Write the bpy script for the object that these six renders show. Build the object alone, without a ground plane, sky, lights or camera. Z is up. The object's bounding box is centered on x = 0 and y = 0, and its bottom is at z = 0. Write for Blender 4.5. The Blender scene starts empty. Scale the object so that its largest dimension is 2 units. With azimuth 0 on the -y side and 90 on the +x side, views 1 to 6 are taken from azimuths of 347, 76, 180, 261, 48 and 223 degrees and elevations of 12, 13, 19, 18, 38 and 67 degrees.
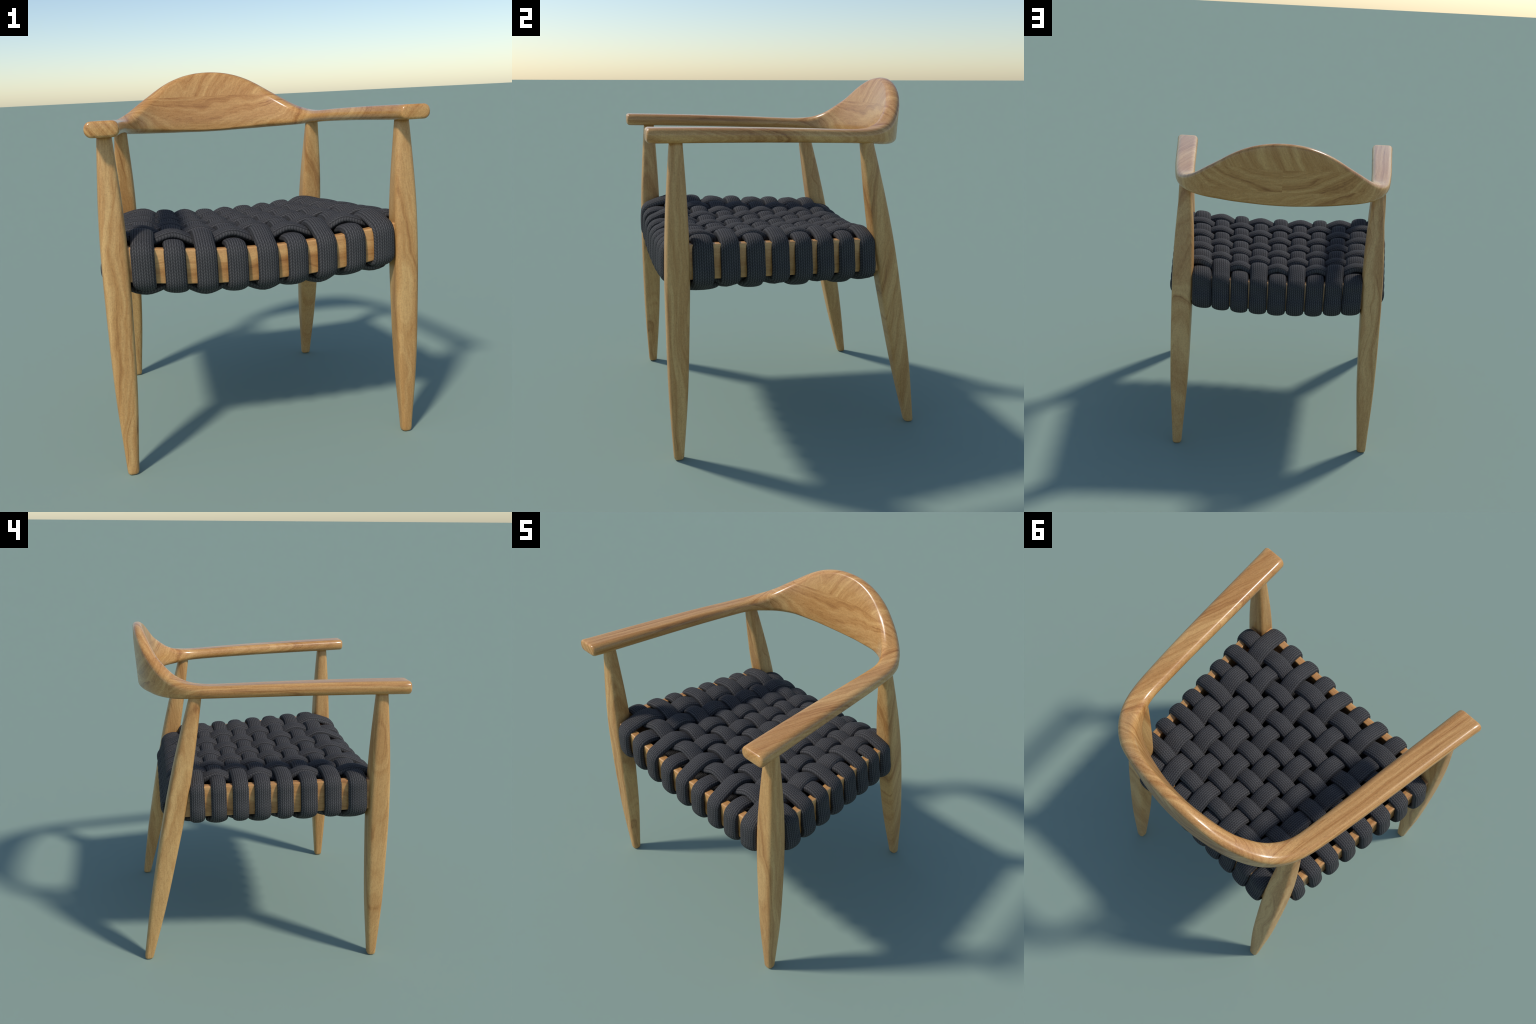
"""Armchair: four turned legs, one bent top rail (two armrests + backrest),
four seat rails and a seat woven from thick knitted straps."""
import bpy, math
import numpy as np
from mathutils import Vector, Matrix

# ------------------------------------------------------------------ helpers
def link(obj, parent=None):
    bpy.context.collection.objects.link(obj)
    if parent is not None:
        obj.parent = parent
    return obj

def mesh_from(name, verts, faces, smooth=True):
    me = bpy.data.meshes.new(name)
    me.from_pydata([tuple(map(float, v)) for v in verts], [], faces)
    me.update()
    me.polygons.foreach_set("use_smooth", [smooth] * len(me.polygons))
    return me

def spline(knots, pts, t):
    """Natural cubic spline through pts (n,d) at knots, evaluated at t."""
    k = np.asarray(knots, float); p = np.asarray(pts, float)
    if p.ndim == 1:
        p = p[:, None]
    n = len(k); h = np.diff(k)
    A = np.eye(n); B = np.zeros_like(p)
    for i in range(1, n - 1):
        A[i, i-1], A[i, i], A[i, i+1] = h[i-1], 2*(h[i-1]+h[i]), h[i]
        B[i] = 6*((p[i+1]-p[i])/h[i] - (p[i]-p[i-1])/h[i-1])
    m = np.linalg.solve(A, B)
    t = np.asarray(t, float)
    i = np.clip(np.searchsorted(k, t) - 1, 0, n - 2)
    a = (k[i+1]-t)/h[i]; b = (t-k[i])/h[i]; hh = h[i]
    a, b, hh = a[:, None], b[:, None], hh[:, None]
    return a*p[i] + b*p[i+1] + ((a**3-a)*m[i] + (b**3-b)*m[i+1])*hh**2/6

def bridge(nr, ns, closed=False):
    f = []
    for r in range(nr if closed else nr - 1):
        q = (r + 1) % nr
        for s in range(ns):
            t = (s + 1) % ns
            f.append((r*ns+s, r*ns+t, q*ns+t, q*ns+s))
    return f

# ---------------------------------------------------------------- materials
class Nodes:
    def __init__(self, name):
        self.mat = bpy.data.materials.new(name)
        self.mat.use_nodes = True
        self.t = self.mat.node_tree
        self.t.nodes.clear()
        self.out = self.t.nodes.new("ShaderNodeOutputMaterial")
        self.bsdf = self.t.nodes.new("ShaderNodeBsdfPrincipled")
        self.t.links.new(self.bsdf.outputs[0], self.out.inputs[0])
    def new(self, kind, **props):
        n = self.t.nodes.new(kind)
        for k, v in props.items():
            setattr(n, k, v)
        return n
    def put(self, sock, val):
        if hasattr(val, "is_output"):
            self.t.links.new(val, sock)
        else:
            sock.default_value = val
    def math(self, op, a, b=0.0, c=0.0, clamp=False):
        n = self.new("ShaderNodeMath", operation=op, use_clamp=clamp)
        self.put(n.inputs[0], a); self.put(n.inputs[1], b); self.put(n.inputs[2], c)
        return n.outputs[0]
    def vmath(self, op, a, b):
        n = self.new("ShaderNodeVectorMath", operation=op)
        self.put(n.inputs[0], a); self.put(n.inputs[1], b)
        return n.outputs[0]
    def coord(self):
        return self.new("ShaderNodeTexCoord").outputs["Object"]
    def split(self, v):
        n = self.new("ShaderNodeSeparateXYZ"); self.put(n.inputs[0], v)
        return n.outputs[0], n.outputs[1], n.outputs[2]
    def combine(self, x, y, z):
        n = self.new("ShaderNodeCombineXYZ")
        for s, v in zip(n.inputs, (x, y, z)):
            self.put(s, v)
        return n.outputs[0]
    def mapping(self, v, loc=(0, 0, 0), rot=(0, 0, 0), scale=(1, 1, 1)):
        n = self.new("ShaderNodeMapping")
        self.put(n.inputs[0], v)
        n.inputs[1].default_value = loc
        n.inputs[2].default_value = rot
        n.inputs[3].default_value = scale
        return n.outputs[0]
    def noise(self, v, scale, detail=2.0, rough=0.5, dist=0.0):
        n = self.new("ShaderNodeTexNoise")
        self.put(n.inputs["Vector"], v)
        n.inputs["Scale"].default_value = scale
        n.inputs["Detail"].default_value = detail
        n.inputs["Roughness"].default_value = rough
        n.inputs["Distortion"].default_value = dist
        return n.outputs["Fac"]
    def ramp(self, fac, stops):
        n = self.new("ShaderNodeValToRGB")
        self.put(n.inputs[0], fac)
        el = n.color_ramp.elements
        while len(el) < len(stops):
            el.new(0.5)
        for e, (p, c) in zip(el, stops):
            e.position = p
            e.color = (*c, 1) if len(c) == 3 else c
        return n.outputs[0]
    def mix(self, fac, a, b, mode="MIX"):
        n = self.new("ShaderNodeMix", data_type="RGBA", blend_type=mode)
        self.put(n.inputs[0], fac)
        self.put(n.inputs[6], a if hasattr(a, "is_output") else (*a, 1))
        self.put(n.inputs[7], b if hasattr(b, "is_output") else (*b, 1))
        return n.outputs[2]
    def step(self, v, edge, width=0.002):
        """0 below edge, 1 above, with a short ramp."""
        n = self.new("ShaderNodeMapRange")
        self.put(n.inputs[0], v)
        n.inputs[1].default_value = edge - width
        n.inputs[2].default_value = edge + width
        return n.outputs[0]

WOOD_DARK = (0.310, 0.140, 0.043)
WOOD_MID = (0.478, 0.255, 0.090)
WOOD_PALE = (0.640, 0.405, 0.172)

RAIL_TINT = (1.10, 0.985, 0.83)            # the top rail is a little redder

def grain(N, p, seed, wave=1.0, freq=1.0):
    """One board: p has the grain running along its own X. Returns (tone, pores)."""
    p = N.mapping(p, loc=(seed*3.17, seed*1.71, seed*2.39))
    # slow wander of the annual rings, long along the grain, plus short waves
    w = N.noise(N.mapping(p, scale=(0.9, 3.0, 3.0)), 1.0, 1.0, 0.5, 0.3)
    w2 = N.noise(N.mapping(p, scale=(3.4, 5.5, 5.5)), 1.0, 2.0, 0.55)
    x, y, z = N.split(p)
    ring = N.math("ADD", N.math("MULTIPLY", y, 14.0*freq), N.math("MULTIPLY", z, 10.0*freq))
    ring = N.math("ADD", ring, N.math("MULTIPLY", w, 5.5*wave))
    ring = N.math("ADD", ring, N.math("MULTIPLY", w2, 2.4*wave))
    bands = N.noise(N.combine(ring, N.math("MULTIPLY", x, 0.3), 0.0), 1.5, 3.0, 0.62)
    streak = N.noise(N.mapping(p, scale=(4.0, 95.0, 95.0)), 1.0, 2.0, 0.6)
    tone = N.math("ADD", N.math("MULTIPLY", bands, 0.84), N.math("MULTIPLY", streak, 0.24))
    # now and then a thin dark ring line
    line = N.noise(N.combine(N.math("MULTIPLY", ring, 0.42), N.math("MULTIPLY", x, 0.5), 3.7), 1.5, 1.0)
    line = N.math("ABSOLUTE", N.math("SUBTRACT", line, 0.5))
    line = N.math("SUBTRACT", 1.0, N.math("DIVIDE", line, 0.016), clamp=True)
    where = N.step(N.noise(N.mapping(p, scale=(1.6, 7.0, 7.0)), 1.0, 2.0), 0.52, 0.08)
    tone = N.math("SUBTRACT", tone, N.math("MULTIPLY", N.math("MULTIPLY", line, where), 0.13))
    pores = N.noise(N.mapping(p, scale=(45.0, 260.0, 260.0)), 1.0, 1.0, 0.6)
    return tone, pores

def wood_material(name, boards, rough=0.25, tint=(1, 1, 1), spec=0.55):
    """boards(N, p) -> (tone, pores)."""
    N = Nodes(name)
    p = N.coord()
    tone, pores = boards(N, p)
    t = lambda c: tuple(a*b for a, b in zip(c, tint))
    col = N.ramp(tone, [(0.33, t(WOOD_DARK)), (0.46, t(WOOD_MID)), (0.55, t(tuple(0.6*a+0.4*b for a, b in zip(WOOD_MID, WOOD_PALE)))),
                        (0.67, t(WOOD_PALE))])
    fleck = N.ramp(pores, [(0.34, (0.62, 0.55, 0.5)), (0.46, (1, 1, 1))])
    col = N.mix(0.32, col, fleck, "MULTIPLY")
    spots = N.noise(p, 150.0, 2.0, 0.7)
    col = N.mix(0.36, col, N.ramp(spots, [(0.35, (0.72, 0.68, 0.66)), (0.6, (1.06, 1.06, 1.06))]), "MULTIPLY")
    N.put(N.bsdf.inputs["Base Color"], col)
    N.bsdf.inputs["Roughness"].default_value = rough
    N.bsdf.inputs["Specular IOR Level"].default_value = spec
    bump = N.new("ShaderNodeBump")
    bump.inputs["Strength"].default_value = 0.08
    bump.inputs["Distance"].default_value = 0.002
    N.put(bump.inputs["Height"], pores)
    N.put(N.bsdf.inputs["Normal"], bump.outputs[0])
    return N.mat

def along_x(N, p, rot=(0, 0, 0)):
    return N.mapping(p, rot=rot)

def select(N, mask, a, b):
    m = N.new("ShaderNodeMix", data_type="FLOAT")
    N.put(m.inputs[0], mask); N.put(m.inputs[2], a); N.put(m.inputs[3], b)
    return m.outputs[0]

def plain_board(rot, seed, wave=1.0, freq=1.0):
    return lambda N, p: grain(N, N.mapping(p, rot=rot), seed, wave, freq)

def backrest_boards(N, p):
    """Laminated back: an upper board with upright grain, a middle pair of
    boards split at the centre on the rear face, a lower board."""
    x, y, z = N.split(p)
    up_t, up_p = grain(N, N.mapping(p, rot=(0, math.radians(62), 0)), 1.3, 0.6, 1.1)
    mid_t, mid_p = grain(N, p, 2.6, 0.62, 1.05)
    alt_t, alt_p = grain(N, N.mapping(p, rot=(0, math.radians(-5), 0)), 4.1, 0.45, 1.2)
    low_t, low_p = grain(N, N.mapping(p, rot=(0, math.radians(-14), 0)), 5.7, 0.7, 1.0)
    # the rear face is the part of the blade outside its bent middle surface
    bend = N.math("ADD", y, N.math("MULTIPLY", N.math("MULTIPLY", x, x), 0.36))
    rear = N.step(bend, 0.727, 0.001)
    left = N.math("MULTIPLY", rear, N.math("SUBTRACT", 1.0, N.step(x, 0.0, 0.001)))
    alt_t = N.math("SUBTRACT", alt_t, 0.045)          # the boards differ in tone
    up_t = N.math("ADD", up_t, 0.02)
    mid_t = select(N, left, mid_t, alt_t); mid_p = select(N, left, mid_p, alt_p)
    low = N.math("MULTIPLY", rear, N.math("SUBTRACT", 1.0, N.step(z, 1.718, 0.0012)))
    upper = N.step(z, 1.850, 0.0012)
    t = select(N, upper, select(N, low, mid_t, low_t), up_t)
    q = select(N, upper, select(N, low, mid_p, low_p), up_p)
    return t, q

def knit_material(name, half):
    """Knitted tube: rows of V stitches along the strap (local Y); `half` is the
    half length at which the strap turns down over the rail."""
    N = Nodes(name)
    p = N.coord()
    x, y, z = N.split(p)
    ay = N.math("ABSOLUTE", y)
    run = N.math("MINIMUM", ay, half)
    side = N.step(ay, half, 0.004)
    run = N.math("SUBTRACT", run, N.math("MULTIPLY", N.math("SUBTRACT", z, 0.02), side))
    jit = N.noise(p, 26.0, 2.0)
    xs = N.math("ADD", x, N.math("MULTIPLY", N.math("SUBTRACT", jit, 0.5), 0.003))
    col_w, row_h = 0.0248, 0.0152
    u = N.math("FRACT", N.math("DIVIDE", N.math("ADD", xs, 0.5*col_w), col_w))
    v = N.math("ABSOLUTE", N.math("SUBTRACT", N.math("MULTIPLY", u, 2.0), 1.0))     # 0 centre, 1 edge
    ph = N.math("ADD", N.math("DIVIDE", run, row_h), N.math("MULTIPLY", v, 1.05))
    wav = N.math("ADD", N.math("MULTIPLY", N.math("SINE", N.math("MULTIPLY", ph, 2*math.pi)), 0.5), 0.5)
    # each leg of the V is a little bulge; dark grooves part the columns
    leg = N.math("POWER", N.math("MAXIMUM", N.math("SINE", N.math("MULTIPLY", N.math("ADD", N.math("MULTIPLY", v, 0.88), 0.06), math.pi)), 0.0), 1.1)
    h = N.math("MULTIPLY", N.math("ADD", N.math("MULTIPLY", wav, 0.52), 0.48), leg)
    fuzz = N.noise(p, 420.0, 2.0, 0.7)
    slow = N.noise(p, 14.0, 2.0)
    tone = N.math("ADD", h, N.math("MULTIPLY", N.math("SUBTRACT", fuzz, 0.5), 0.5))
    col = N.ramp(tone, [(0.05, (0.0215, 0.021, 0.0215)), (0.42, (0.0440, 0.0428, 0.0436)), (0.92, (0.093, 0.089, 0.089))])
    col = N.mix(0.5, col, N.ramp(slow, [(0.3, (0.8, 0.8, 0.82)), (0.7, (1.12, 1.12, 1.1))]), "MULTIPLY")
    N.put(N.bsdf.inputs["Base Color"], col)
    N.bsdf.inputs["Roughness"].default_value = 0.85
    N.bsdf.inputs["Specular IOR Level"].default_value = 0.16
    N.bsdf.inputs["Sheen Weight"].default_value = 0.0
    bump = N.new("ShaderNodeBump")
    bump.inputs["Strength"].default_value = 0.5
    bump.inputs["Distance"].default_value = 0.003
    N.put(bump.inputs["Height"], h)
    N.put(N.bsdf.inputs["Normal"], bump.outputs[0])
    return N.mat

# -------------------------------------------------------------- the chair
chair = bpy.data.objects.new("woven_armchair", None)
chair["label"] = "wooden armchair with thick dark grey woven strap seat"
chair["category"] = "armchair"
link(chair)

# ---- top rail: stations of the right half, from the armrest's front tip to
# the middle of the back: outer edge x,y / inner edge at the bottom x,y /
# inner edge at the top x,y / bottom z / top z
STATIONS = [
    ((.834, -.769), (.677, -.769), (.677, -.769), 1.689, 1.763),
    ((.793, -.450), (.644, -.450), (.645, -.450), 1.683, 1.757),
    ((.758, -.170), (.615, -.170), (.617, -.170), 1.677, 1.749),
    ((.725,  .080), (.590,  .080), (.592,  .080), 1.669, 1.740),
    ((.693,  .290), (.566,  .283), (.569,  .285), 1.661, 1.731),
    ((.670,  .400), (.553,  .367), (.556,  .370), 1.656, 1.730),
    ((.643,  .475), (.535,  .416), (.540,  .425), 1.651, 1.735),
    ((.602,  .543), (.505,  .469), (.512,  .477), 1.644, 1.749),
    ((.546,  .602), (.464,  .519), (.474,  .531), 1.640, 1.777),
    ((.475,  .651), (.407,  .561), (.419,  .585), 1.636, 1.823),
    ((.400,  .686), (.342,  .587), (.360,  .629), 1.633, 1.869),
    ((.300,  .716), (.254,  .607), (.276,  .667), 1.629, 1.928),
    ((.200,  .735), (.170,  .621), (.188,  .691), 1.627, 1.970),
    ((.100,  .745), (.086,  .630), (.097,  .705), 1.624, 1.993),
    ((.000,  .748), (.000,  .633), (.000,  .710), 1.623, 2.000),
]

def rounded_section(width, height, rad, n=7, flat=4):
    """Rounded rectangle, counter-clockwise, centred; n points per corner and
    `flat` extra points on every side."""
    pts = []
    hw, hh = width/2 - rad, height/2 - rad
    corners = [(hw, -hh, -90), (hw, hh, 0), (-hw, hh, 90), (-hw, -hh, 180)]
    for i, (cx, cy, a0) in enumerate(corners):
        arc = [(cx + rad*math.cos(math.radians(a0 + 90*k/(n-1))), cy + rad*math.sin(math.radians(a0 + 90*k/(n-1)))) for k in range(n)]
        pts += arc
        nx, ny, na = corners[(i+1) % 4]
        q = (nx + rad*math.cos(math.radians(na)), ny + rad*math.sin(math.radians(na)))
        for k in range(1, flat+1):
            f = k/(flat+1)
            pts.append((arc[-1][0]*(1-f)+q[0]*f, arc[-1][1]*(1-f)+q[1]*f))
    return np.array(pts)

def build_top_rail():
    half = np.array([[*o, *b, *i, zb, zt] for o, b, i, zb, zt in STATIONS])
    left = half[-2::-1].copy(); left[:, [0, 2, 4]] *= -1
    st = np.vstack([half, left])
    mid = (st[:, 0:2] + st[:, 2:4])/2
    k = np.concatenate([[0], np.cumsum(np.linalg.norm(np.diff(mid, axis=0), axis=1))])
    t = np.linspace(0, k[-1], 221)
    S = spline(k, st, t)
    verts, rings = [], []
    def ring(row, inset=0.0, push=0.0):
        o, ib, it = row[0:2], row[2:4], row[4:6]
        zb, zt = row[6], row[7]
        d = o - it; w = np.linalg.norm(d); d = d/w
        back = np.clip((zt-1.76)/0.12, 0, 1)
        h = zt - zb
        r = min(0.033, 0.48*w)
        sec = rounded_section(w-2*inset, h-2*inset, max(r-inset, 0.004))
        out = []
        for a, b in sec:
            z = (zb+zt)/2 + b
            f = (z-zb)/h                            # the blade is a wedge,
            inner = ib*(1-f) + it*f - d*back*0.011*math.sin(math.pi*f)   # thick below, thin at the crest
            outer = o + d*back*0.075*(np.clip(z, 1.60, 1.90)-1.73)
            q = inner + (outer-inner)*(a/w + 0.5)
            out.append((q[0], q[1] + push, z))
        return out
    n_ring = 0
    bev = [(0.0150, 0.0), (0.0096, 0.0012), (0.0050, 0.0040), (0.0018, 0.0080)]
    body = [r for r in S]
    seq = [(body[0], i, p) for i, p in bev] + [(body[0], 0.0, 0.0135)] + [(b, 0, 0) for b in body[3:-3]] \
        + [(body[-1], 0.0, 0.0135)] + [(body[-1], i, p) for i, p in bev[::-1]]
    for row, i, p in seq:
        verts += ring(row, i, p); n_ring += 1
    ns = len(verts)//n_ring
    faces = bridge(n_ring, ns)
    for first, flip in ((0, False), ((n_ring-1)*ns, True)):
        c = np.mean(verts[first:first+ns], axis=0) + np.array((0, -0.0012, 0))
        verts.append(tuple(c)); ci = len(verts)-1
        for s in range(ns):
            a, b = first+s, first+(s+1) % ns
            faces.append((ci, b, a) if not flip else (ci, a, b))
    whole = mesh_from("top_rail", verts, faces)
    # make sure normals face outward
    import bmesh
    bm = bmesh.new(); bm.from_mesh(whole)
    bmesh.ops.recalc_face_normals(bm, faces=bm.faces)
    bm.to_mesh(whole); bm.free()
    normals = np.array([v.vector[:] for v in whole.vertex_normals])
    V = np.array([v.co[:] for v in whole.vertices])
    polys = [tuple(p.vertices) for p in whole.polygons]
    # split by ring: which ring does a face belong to
    def zone(f):
        c = V[list(f)].mean(0)
        # the glued joints stand where the rail has turned into the back
        j = c[0]*0.80 + (0.60-c[1])*0.60 if c[0] > 0 else -c[0]*0.80 + (0.60-c[1])*0.60
        return 0 if j < 0.475 else (1 if c[0] > 0 else 2)
    ring_zone = {}
    for r in range(n_ring-1):
        ids = list(range(r*ns, (r+2)*ns))
        ring_zone[r] = zone(ids)
    face_zone = [ring_zone[min(min(f)//ns, n_ring-2)] if max(f) < n_ring*ns else (1 if V[list(f)].mean(0)[0] > 0 else 2) for f in polys]
    mats = [wood_material("laminated_back_wood", backrest_boards, tint=RAIL_TINT),
            wood_material("armrest_wood", plain_board((0, 0, math.radians(-76)), 7.3, 0.65, 1.3), tint=RAIL_TINT),
            wood_material("armrest_wood_straight", plain_board((0, 0, math.radians(97)), 9.1, 0.25, 2.2), tint=RAIL_TINT)]
    for zid, nm in ((0, "backrest"), (1, "armrest"), (2, "armrest")):
        fs = [f for f, z in zip(polys, face_zone) if z == zid]
        used = sorted({v for f in fs for v in f}); idx = {v: i for i, v in enumerate(used)}
        me = mesh_from(nm, V[used], [tuple(idx[v] for v in f) for f in fs])
        me.normals_split_custom_set_from_vertices([tuple(normals[v]) for v in used])
        me.materials.append(mats[zid])
        link(bpy.data.objects.new(nm, me), chair)
    bpy.data.meshes.remove(whole)

build_top_rail()

# ---- legs: straight axis, spindle-shaped, squarish section softening to round
LEG_Z = [0.00, 0.12, 0.35, 0.70, 1.05, 1.35, 1.55, 1.70]
LEG_X = [.0285, .0355, .0505, .0612, .0648, .0578, .0450, .0345]
LEG_Y = [.0265, .0345, .0480, .0580, .0625, .0535, .0425, .0325]

def superellipse(hx, hy, n, count=48):
    a = np.linspace(0, 2*np.pi, count, endpoint=False)
    c, s = np.cos(a), np.sin(a)
    return np.stack([hx*np.sign(c)*np.abs(c)**(2/n), hy*np.sign(s)*np.abs(s)**(2/n)], 1)

LEG_TINT = (1.05, 1.0, 0.91)

def leg_board(seed):
    """Grain up the leg, a few degrees off its axis, each leg cut differently."""
    def f(N, p):
        q = N.mapping(p, rot=(0, math.radians(90), 0))
        q = N.mapping(q, rot=(math.radians(70*seed), 0, math.radians(7*math.sin(seed*2.7))))
        return grain(N, q, seed*2.3, 0.62, 0.95)
    return f

def build_leg(foot, top, seed):
    z = np.concatenate([[0.0, 0.0015, 0.005, 0.011], np.linspace(0.02, 1.69, 84)])
    hx = spline(LEG_Z, LEG_X, z)[:, 0]; hy = spline(LEG_Z, LEG_Y, z)[:, 0]
    inset = np.zeros_like(z); inset[:4] = [0.0085, 0.0050, 0.0022, 0.0006]
    verts = []
    for zi, a, b, i in zip(z, hx, hy, inset):
        f = zi/1.68
        n = 2.5 + 2.2*math.sin(math.pi*min(1, max(0, (zi+0.05)/1.75)))**0.8
        cx = foot[0]*(1-f) + top[0]*f; cy = foot[1]*(1-f) + top[1]*f
        verts += [(cx+u, cy+v, zi) for u, v in superellipse(a-i, b-i, n)]
    faces = bridge(len(z), 48)
    faces = [f for f in faces]
    faces.append(tuple(range(47, -1, -1)))
    faces.append(tuple(range((len(z)-1)*48, len(z)*48)))
    me = mesh_from("leg", verts, faces)
    me.materials.append(wood_material("leg_wood", leg_board(seed), 0.40, LEG_TINT, 0.5))
    link(bpy.data.objects.new("leg", me), chair)

for s in (1, -1):
    build_leg((s*.7465, -.651), (s*.7435, -.624), 1.0 + (s < 0))
    build_leg((s*.606, .742), (s*.6035, .418), 3.0 + (s < 0))

# ---- seat frame
FRONT_Y, BACK_Y = -0.668, 0.591
BACK_LEAN = 0.027                 # the back rail leans with the back legs
RAIL_H, RAIL_T = 0.172, 0.052

def rail_top(x, y):
    """The seat is a saddle: it dips between the sides and falls to the back."""
    return 1.1095 + 0.122*x*x - 0.025*(y + 0.665)

def side_x(y):
    return 0.705 - 0.118*y

def build_rail(p0, p1, inward, wood, lean=0.0, tall=RAIL_H):
    """Board along p0-p1 (outer face), its top edge following the saddle."""
    p0, p1 = np.array(p0, float), np.array(p1, float)
    inward = np.array(inward, float)
    t = np.linspace(0, 1, 33)
    sec = rounded_section(RAIL_T, tall, 0.007, 4, 1)
    verts = []
    for f in t:
        q = p0*(1-f) + p1*f
        zt = rail_top(*q)
        for a, b in sec:
            w = q + inward*(RAIL_T/2 + a + lean*(b/tall + 0.5))
            verts.append((w[0], w[1], zt - tall/2 + b))
    ns = len(sec)
    faces = bridge(len(t), ns)
    faces += [tuple(range(ns)), tuple(range((len(t)-1)*ns, len(t)*ns))]
    me = mesh_from("seat_rail", verts, faces)
    import bmesh
    bm = bmesh.new(); bm.from_mesh(me)
    bmesh.ops.recalc_face_normals(bm, faces=bm.faces)
    bm.to_mesh(me); bm.free()
    me.polygons.foreach_set("use_smooth", [True]*len(me.polygons))
    me.set_sharp_from_angle(angle=math.radians(40))
    me.materials.append(wood)
    link(bpy.data.objects.new("seat_rail", me), chair)

def rail_boards(axis_rot, seed):
    def f(N, p):
        a = grain(N, N.mapping(p, rot=axis_rot), seed, 0.4, 1.0)
        b = grain(N, N.mapping(p, rot=axis_rot), seed+3.3, 0.4, 0.8)
        _, _, z = N.split(p)
        m = N.step(z, 1.045, 0.0015)
        return select(N, m, b[0], a[0]), select(N, m, b[1], a[1])
    return f
FRAME_TINT = (1.10, 0.96, 0.82)
rail_wood = wood_material("seat_rail_wood", plain_board((0, 0, 0), 11.0, 0.4, 1.0), 0.34, FRAME_TINT)
side_wood = wood_material("side_rail_wood", rail_boards((0, 0, math.radians(-90)), 13.0), 0.34, FRAME_TINT)
build_rail((-.70, FRONT_Y), (.70, FRONT_Y), (0, 1), rail_wood)
build_rail((-.56, BACK_Y), (.56, BACK_Y), (0, -1), rail_wood, BACK_LEAN)
for s in (1, -1):
    build_rail((s*side_x(-.62), -.62), (s*side_x(.53), .53), (-s, 0), side_wood, 0.003, 0.183)

def build_hole_backing(x, y, turn, size):
    """Brace glued across the inside of a frame corner."""
    c, s_ = math.cos(turn), math.sin(turn)
    zt = rail_top(x, y) - 0.075
    verts = []
    for z in (zt - 0.05, zt):
        for u, v in ((-size*0.55, -0.060), (size*0.55, -0.060), (size*1.25, 0.060), (-size*1.25, 0.060)):
            verts.append((x + u*c - v*s_, y + u*s_ + v*c, z))
    faces = [(3, 2, 1, 0), (4, 5, 6, 7)] + [(k, (k+1) % 4, (k+1) % 4 + 4, k+4) for k in range(4)]
    me = mesh_from("hole_backing", verts, faces, smooth=False)
    me.materials.append(rail_wood)
    link(bpy.data.objects.new("hole_backing", me), chair)
for s in (1, -1):
    build_hole_backing(s*.652, -.568, s*math.radians(45), 0.115)
    build_hole_backing(s*.540, .470, -s*math.radians(45), 0.105)

# ---- woven seat
STRAP_W, STRAP_T = 0.108, 0.053
WEAVE = 0.0245                    # height of the weave's wave
def lift(x, y):
    """How far the weave floats above the rails' level."""
    return 0.023 + 0.011*(1 - (x/0.62)**2)*min(1, max(0, (0.45 - y)/0.7))

CROSS_W = [.110, .102, .101, .098, .096, .094, .092, .090]
ROWS = [-.503, -.360, -.222, -.085, .046, .173, .300, .425]      # y where the cross straps sit
def column_x(i, y):
    """x of lengthwise strap i (-4..4): the straps fan in towards the back."""
    f = (y + 0.70)/1.30
    return i*(0.1545*(1-f) + 0.1185*f)

rng = np.random.default_rng(7)

def closed_curve(pts, sub):
    """Centripetal Catmull-Rom through a closed list of points."""
    P = np.array(pts); n = len(P); out = []
    for k in range(n):
        p = [P[(k+d) % n] for d in (-1, 0, 1, 2)]
        t = [0.0]
        for a, b in zip(p, p[1:]):
            t.append(t[-1] + max(np.linalg.norm(b-a), 1e-5)**0.5)
        for j in range(sub):
            u = t[1] + (t[2]-t[1])*j/sub
            L = lambda a, b, i, m: a*(t[m]-u)/(t[m]-t[i]) + b*(u-t[i])/(t[m]-t[i])
            a1, a2, a3 = L(p[0], p[1], 0, 1), L(p[1], p[2], 1, 2), L(p[2], p[3], 2, 3)
            b1, b2 = L(a1, a2, 0, 2), L(a2, a3, 1, 3)
            out.append(L(b1, b2, 1, 2))
    return np.array(out)

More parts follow.
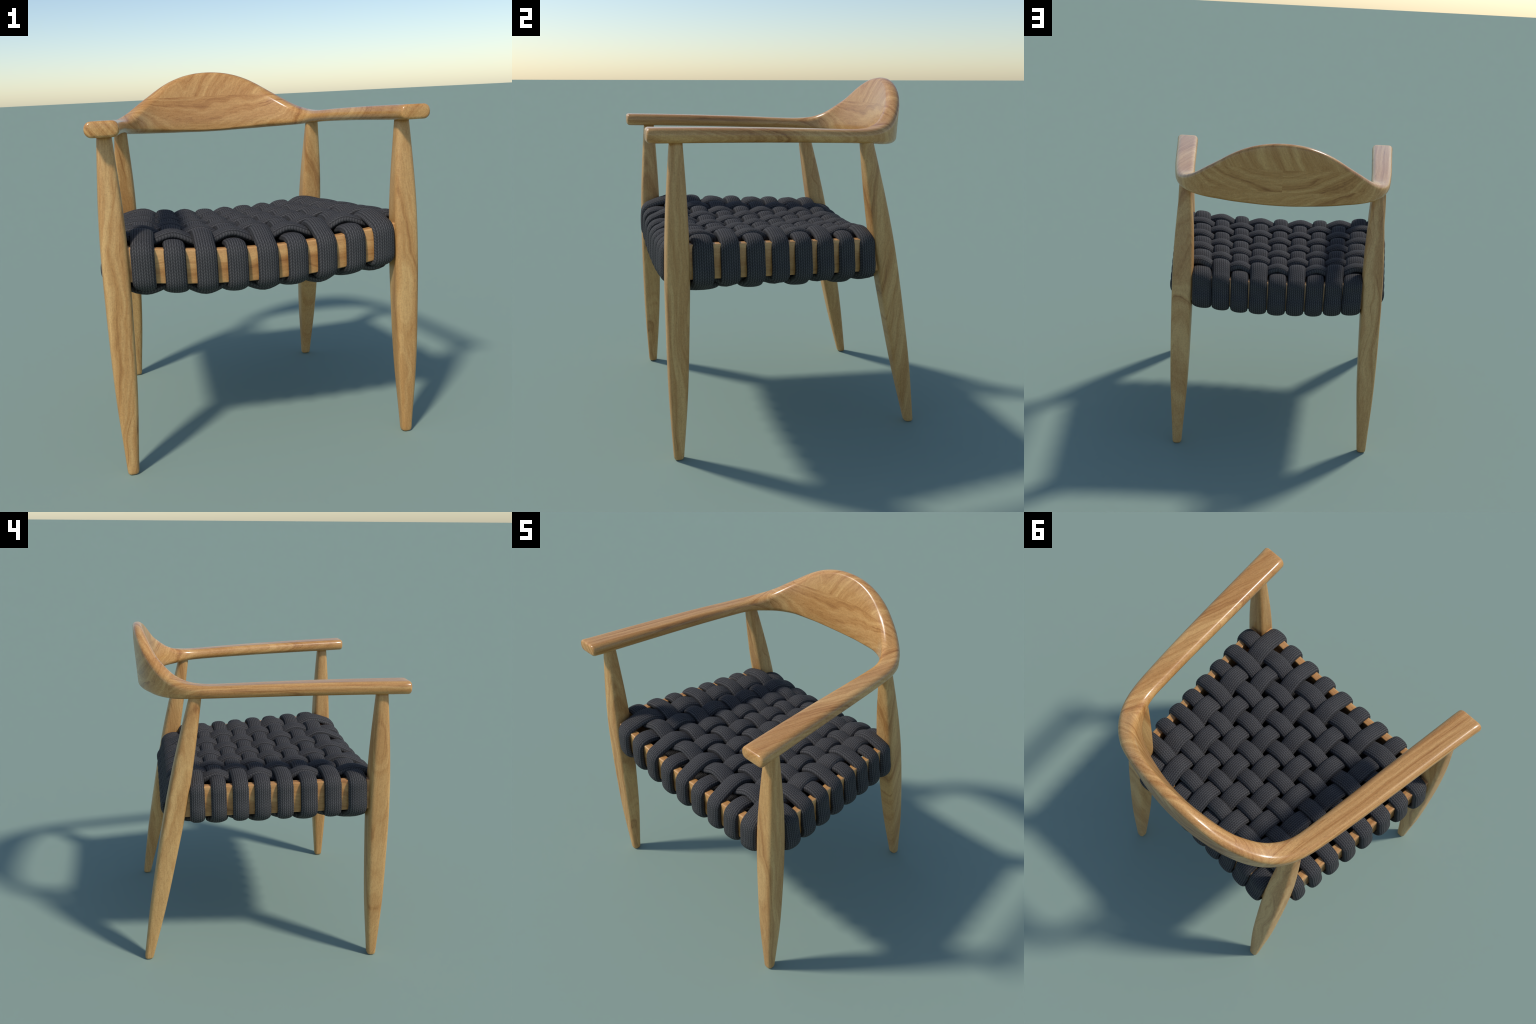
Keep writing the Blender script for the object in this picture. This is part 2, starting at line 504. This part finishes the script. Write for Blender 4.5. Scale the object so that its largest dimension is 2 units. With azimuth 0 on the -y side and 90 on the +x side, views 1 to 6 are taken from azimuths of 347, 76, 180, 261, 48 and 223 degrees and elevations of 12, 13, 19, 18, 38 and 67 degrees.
def build_strap(p0, p1, crossings, signs, width_slope, mat, width, lean, drop=0.0, spread=0.138, taper=0.0):
    """One endless strap round two opposite rails. p0, p1: points on the rails'
    outer faces; crossings: distance fraction of each crossing; signs: +1 where
    this strap lies on top."""
    p0, p1 = np.array(p0, float), np.array(p1, float)
    L = np.linalg.norm(p1-p0); d = (p1-p0)/L; mid = (p0+p1)/2
    z0 = rail_top(*p0)
    def zr(a):
        return rail_top(*(mid + d*a)) - z0
    h = 0.015; A = L/2                       # the cord is pressed flat against the rail
    top, bot = [], []
    width *= 1 + rng.uniform(-0.025, 0.025)
    for c, s in zip(crossings, signs):
        a = (c-0.5)*L + rng.uniform(-0.003, 0.003)
        s = s*rng.uniform(0.93, 1.09)            # no two crossings are quite alike
        top.append((a, zr(a) + lift(*(mid + d*a)) + s*WEAVE))
        bot.append((a, zr(a) - RAIL_H - 0.021 - drop + s*WEAVE))
    k = 0.010                                # and tighter still over its top
    C, D = 0.043, 0.026                      # the soft cord rounds the rail's edges widely
    R, S = h + C + 0.001, h + D + 0.002
    def end(sg, st, sb):                     # over the edge, down, and under
        zt = zr(sg*A) - C
        B = A - lean[0 if sg < 0 else 1]     # half length at the top
        zb = zr(sg*A) - RAIL_H - drop + D
        arc = lambda c, r, z, q, deg: (sg*((B if q > 0 else A) - c + r*math.cos(math.radians(deg))),
                                       z + q*(r if q < 0 else C + k)*math.sin(math.radians(deg)))
        pts = [arc(C, R, zt, 1, 88 if st < 0 else 72), arc(C, R, zt, 1, 48), arc(C, R, zt, 1, 22), (sg*(B-C+R+0.001), zt - 0.012),
               (sg*((A+B)/2-C+R+0.002), (zt+zb)/2-0.008),
               (sg*(A-D+S), zb + 0.018), arc(D, S, zb, -1, 18), arc(D, S, zb, -1, 45), arc(D, S, zb, -1, 88 if sb > 0 else 70)]
        if st < 0:
            pts.insert(0, (sg*(B-0.078), zr(sg*A) + k - 0.001))
        if sb > 0:
            pts.append((sg*(A-0.062), zr(sg*A) - RAIL_H - h))
        return pts
    loop = top + end(1, signs[-1], signs[-1]) + bot[::-1] + end(-1, signs[0], signs[0])[::-1]
    path = closed_curve(loop, 7)
    n = len(path)
    T = np.roll(path, -1, 0) - np.roll(path, 1, 0)
    T /= np.linalg.norm(T, axis=1)[:, None]
    Nn = np.stack([-T[:, 1], T[:, 0]], 1)      # points outward (up on top)
    sec = superellipse(0.5, 0.5, 2.25, 22)
    W = np.array((1.0, 0.0, width_slope)); W /= np.linalg.norm(W)
    verts = []
    for (a, z), (na, nz) in zip(path, Nn):
        # slack below the seat, the cords spread until they touch
        under = min(1, max(0, (A - 0.075 - abs(a))/0.05)) if z < zr(a) - RAIL_H*0.6 else 0.0
        snug = width*(1 + taper*a/A)
        wide = snug + (spread - snug)*under
        for u, v in sec:
            verts.append((W[0]*u*wide, a + na*v*STRAP_T, z + nz*v*STRAP_T + W[2]*u*wide))
    faces = bridge(n, len(sec), closed=True)
    me = mesh_from("strap", verts, faces)
    import bmesh
    bm = bmesh.new(); bm.from_mesh(me)
    bmesh.ops.recalc_face_normals(bm, faces=bm.faces)
    bm.to_mesh(me); bm.free()
    me.polygons.foreach_set("use_smooth", [True]*len(me.polygons))
    me.materials.append(mat)
    ob = bpy.data.objects.new("strap", me)
    ang = math.atan2(d[1], d[0]) - math.pi/2
    ob.matrix_local = Matrix.Translation((mid[0], mid[1], z0)) @ Matrix.Rotation(ang, 4, 'Z')
    link(ob, chair)

long_mat = knit_material("knit_lengthwise", 0.622)
for i in range(-4, 5):
    a, b = (column_x(i, FRONT_Y), FRONT_Y), (column_x(i, BACK_Y), BACK_Y)
    cr = [(y - FRONT_Y)/(BACK_Y - FRONT_Y) for y in ROWS]
    sg = [1 if (i + j) % 2 == 0 else -1 for j in range(8)]
    slope = 0.244*(a[0]+b[0])/2*0.9
    build_strap(a, b, cr, sg, slope, long_mat, STRAP_W*(1.09 if abs(i) == 4 else 1.0), (0.002, BACK_LEAN + 0.004), taper=0.035)
for j, y in enumerate(ROWS):
    x = side_x(y)
    cr = [(column_x(i, y) + x)/(2*x) for i in range(-4, 5)]
    sg = [-1 if (i + j) % 2 == 0 else 1 for i in range(-4, 5)]
    x += 0.004
    build_strap((-x, y), (x, y), cr, sg, 0.025, knit_material("knit_crosswise", x - 0.012), CROSS_W[j], (0.016, 0.016), 0.010, 0.21 if j == 0 else 0.138)
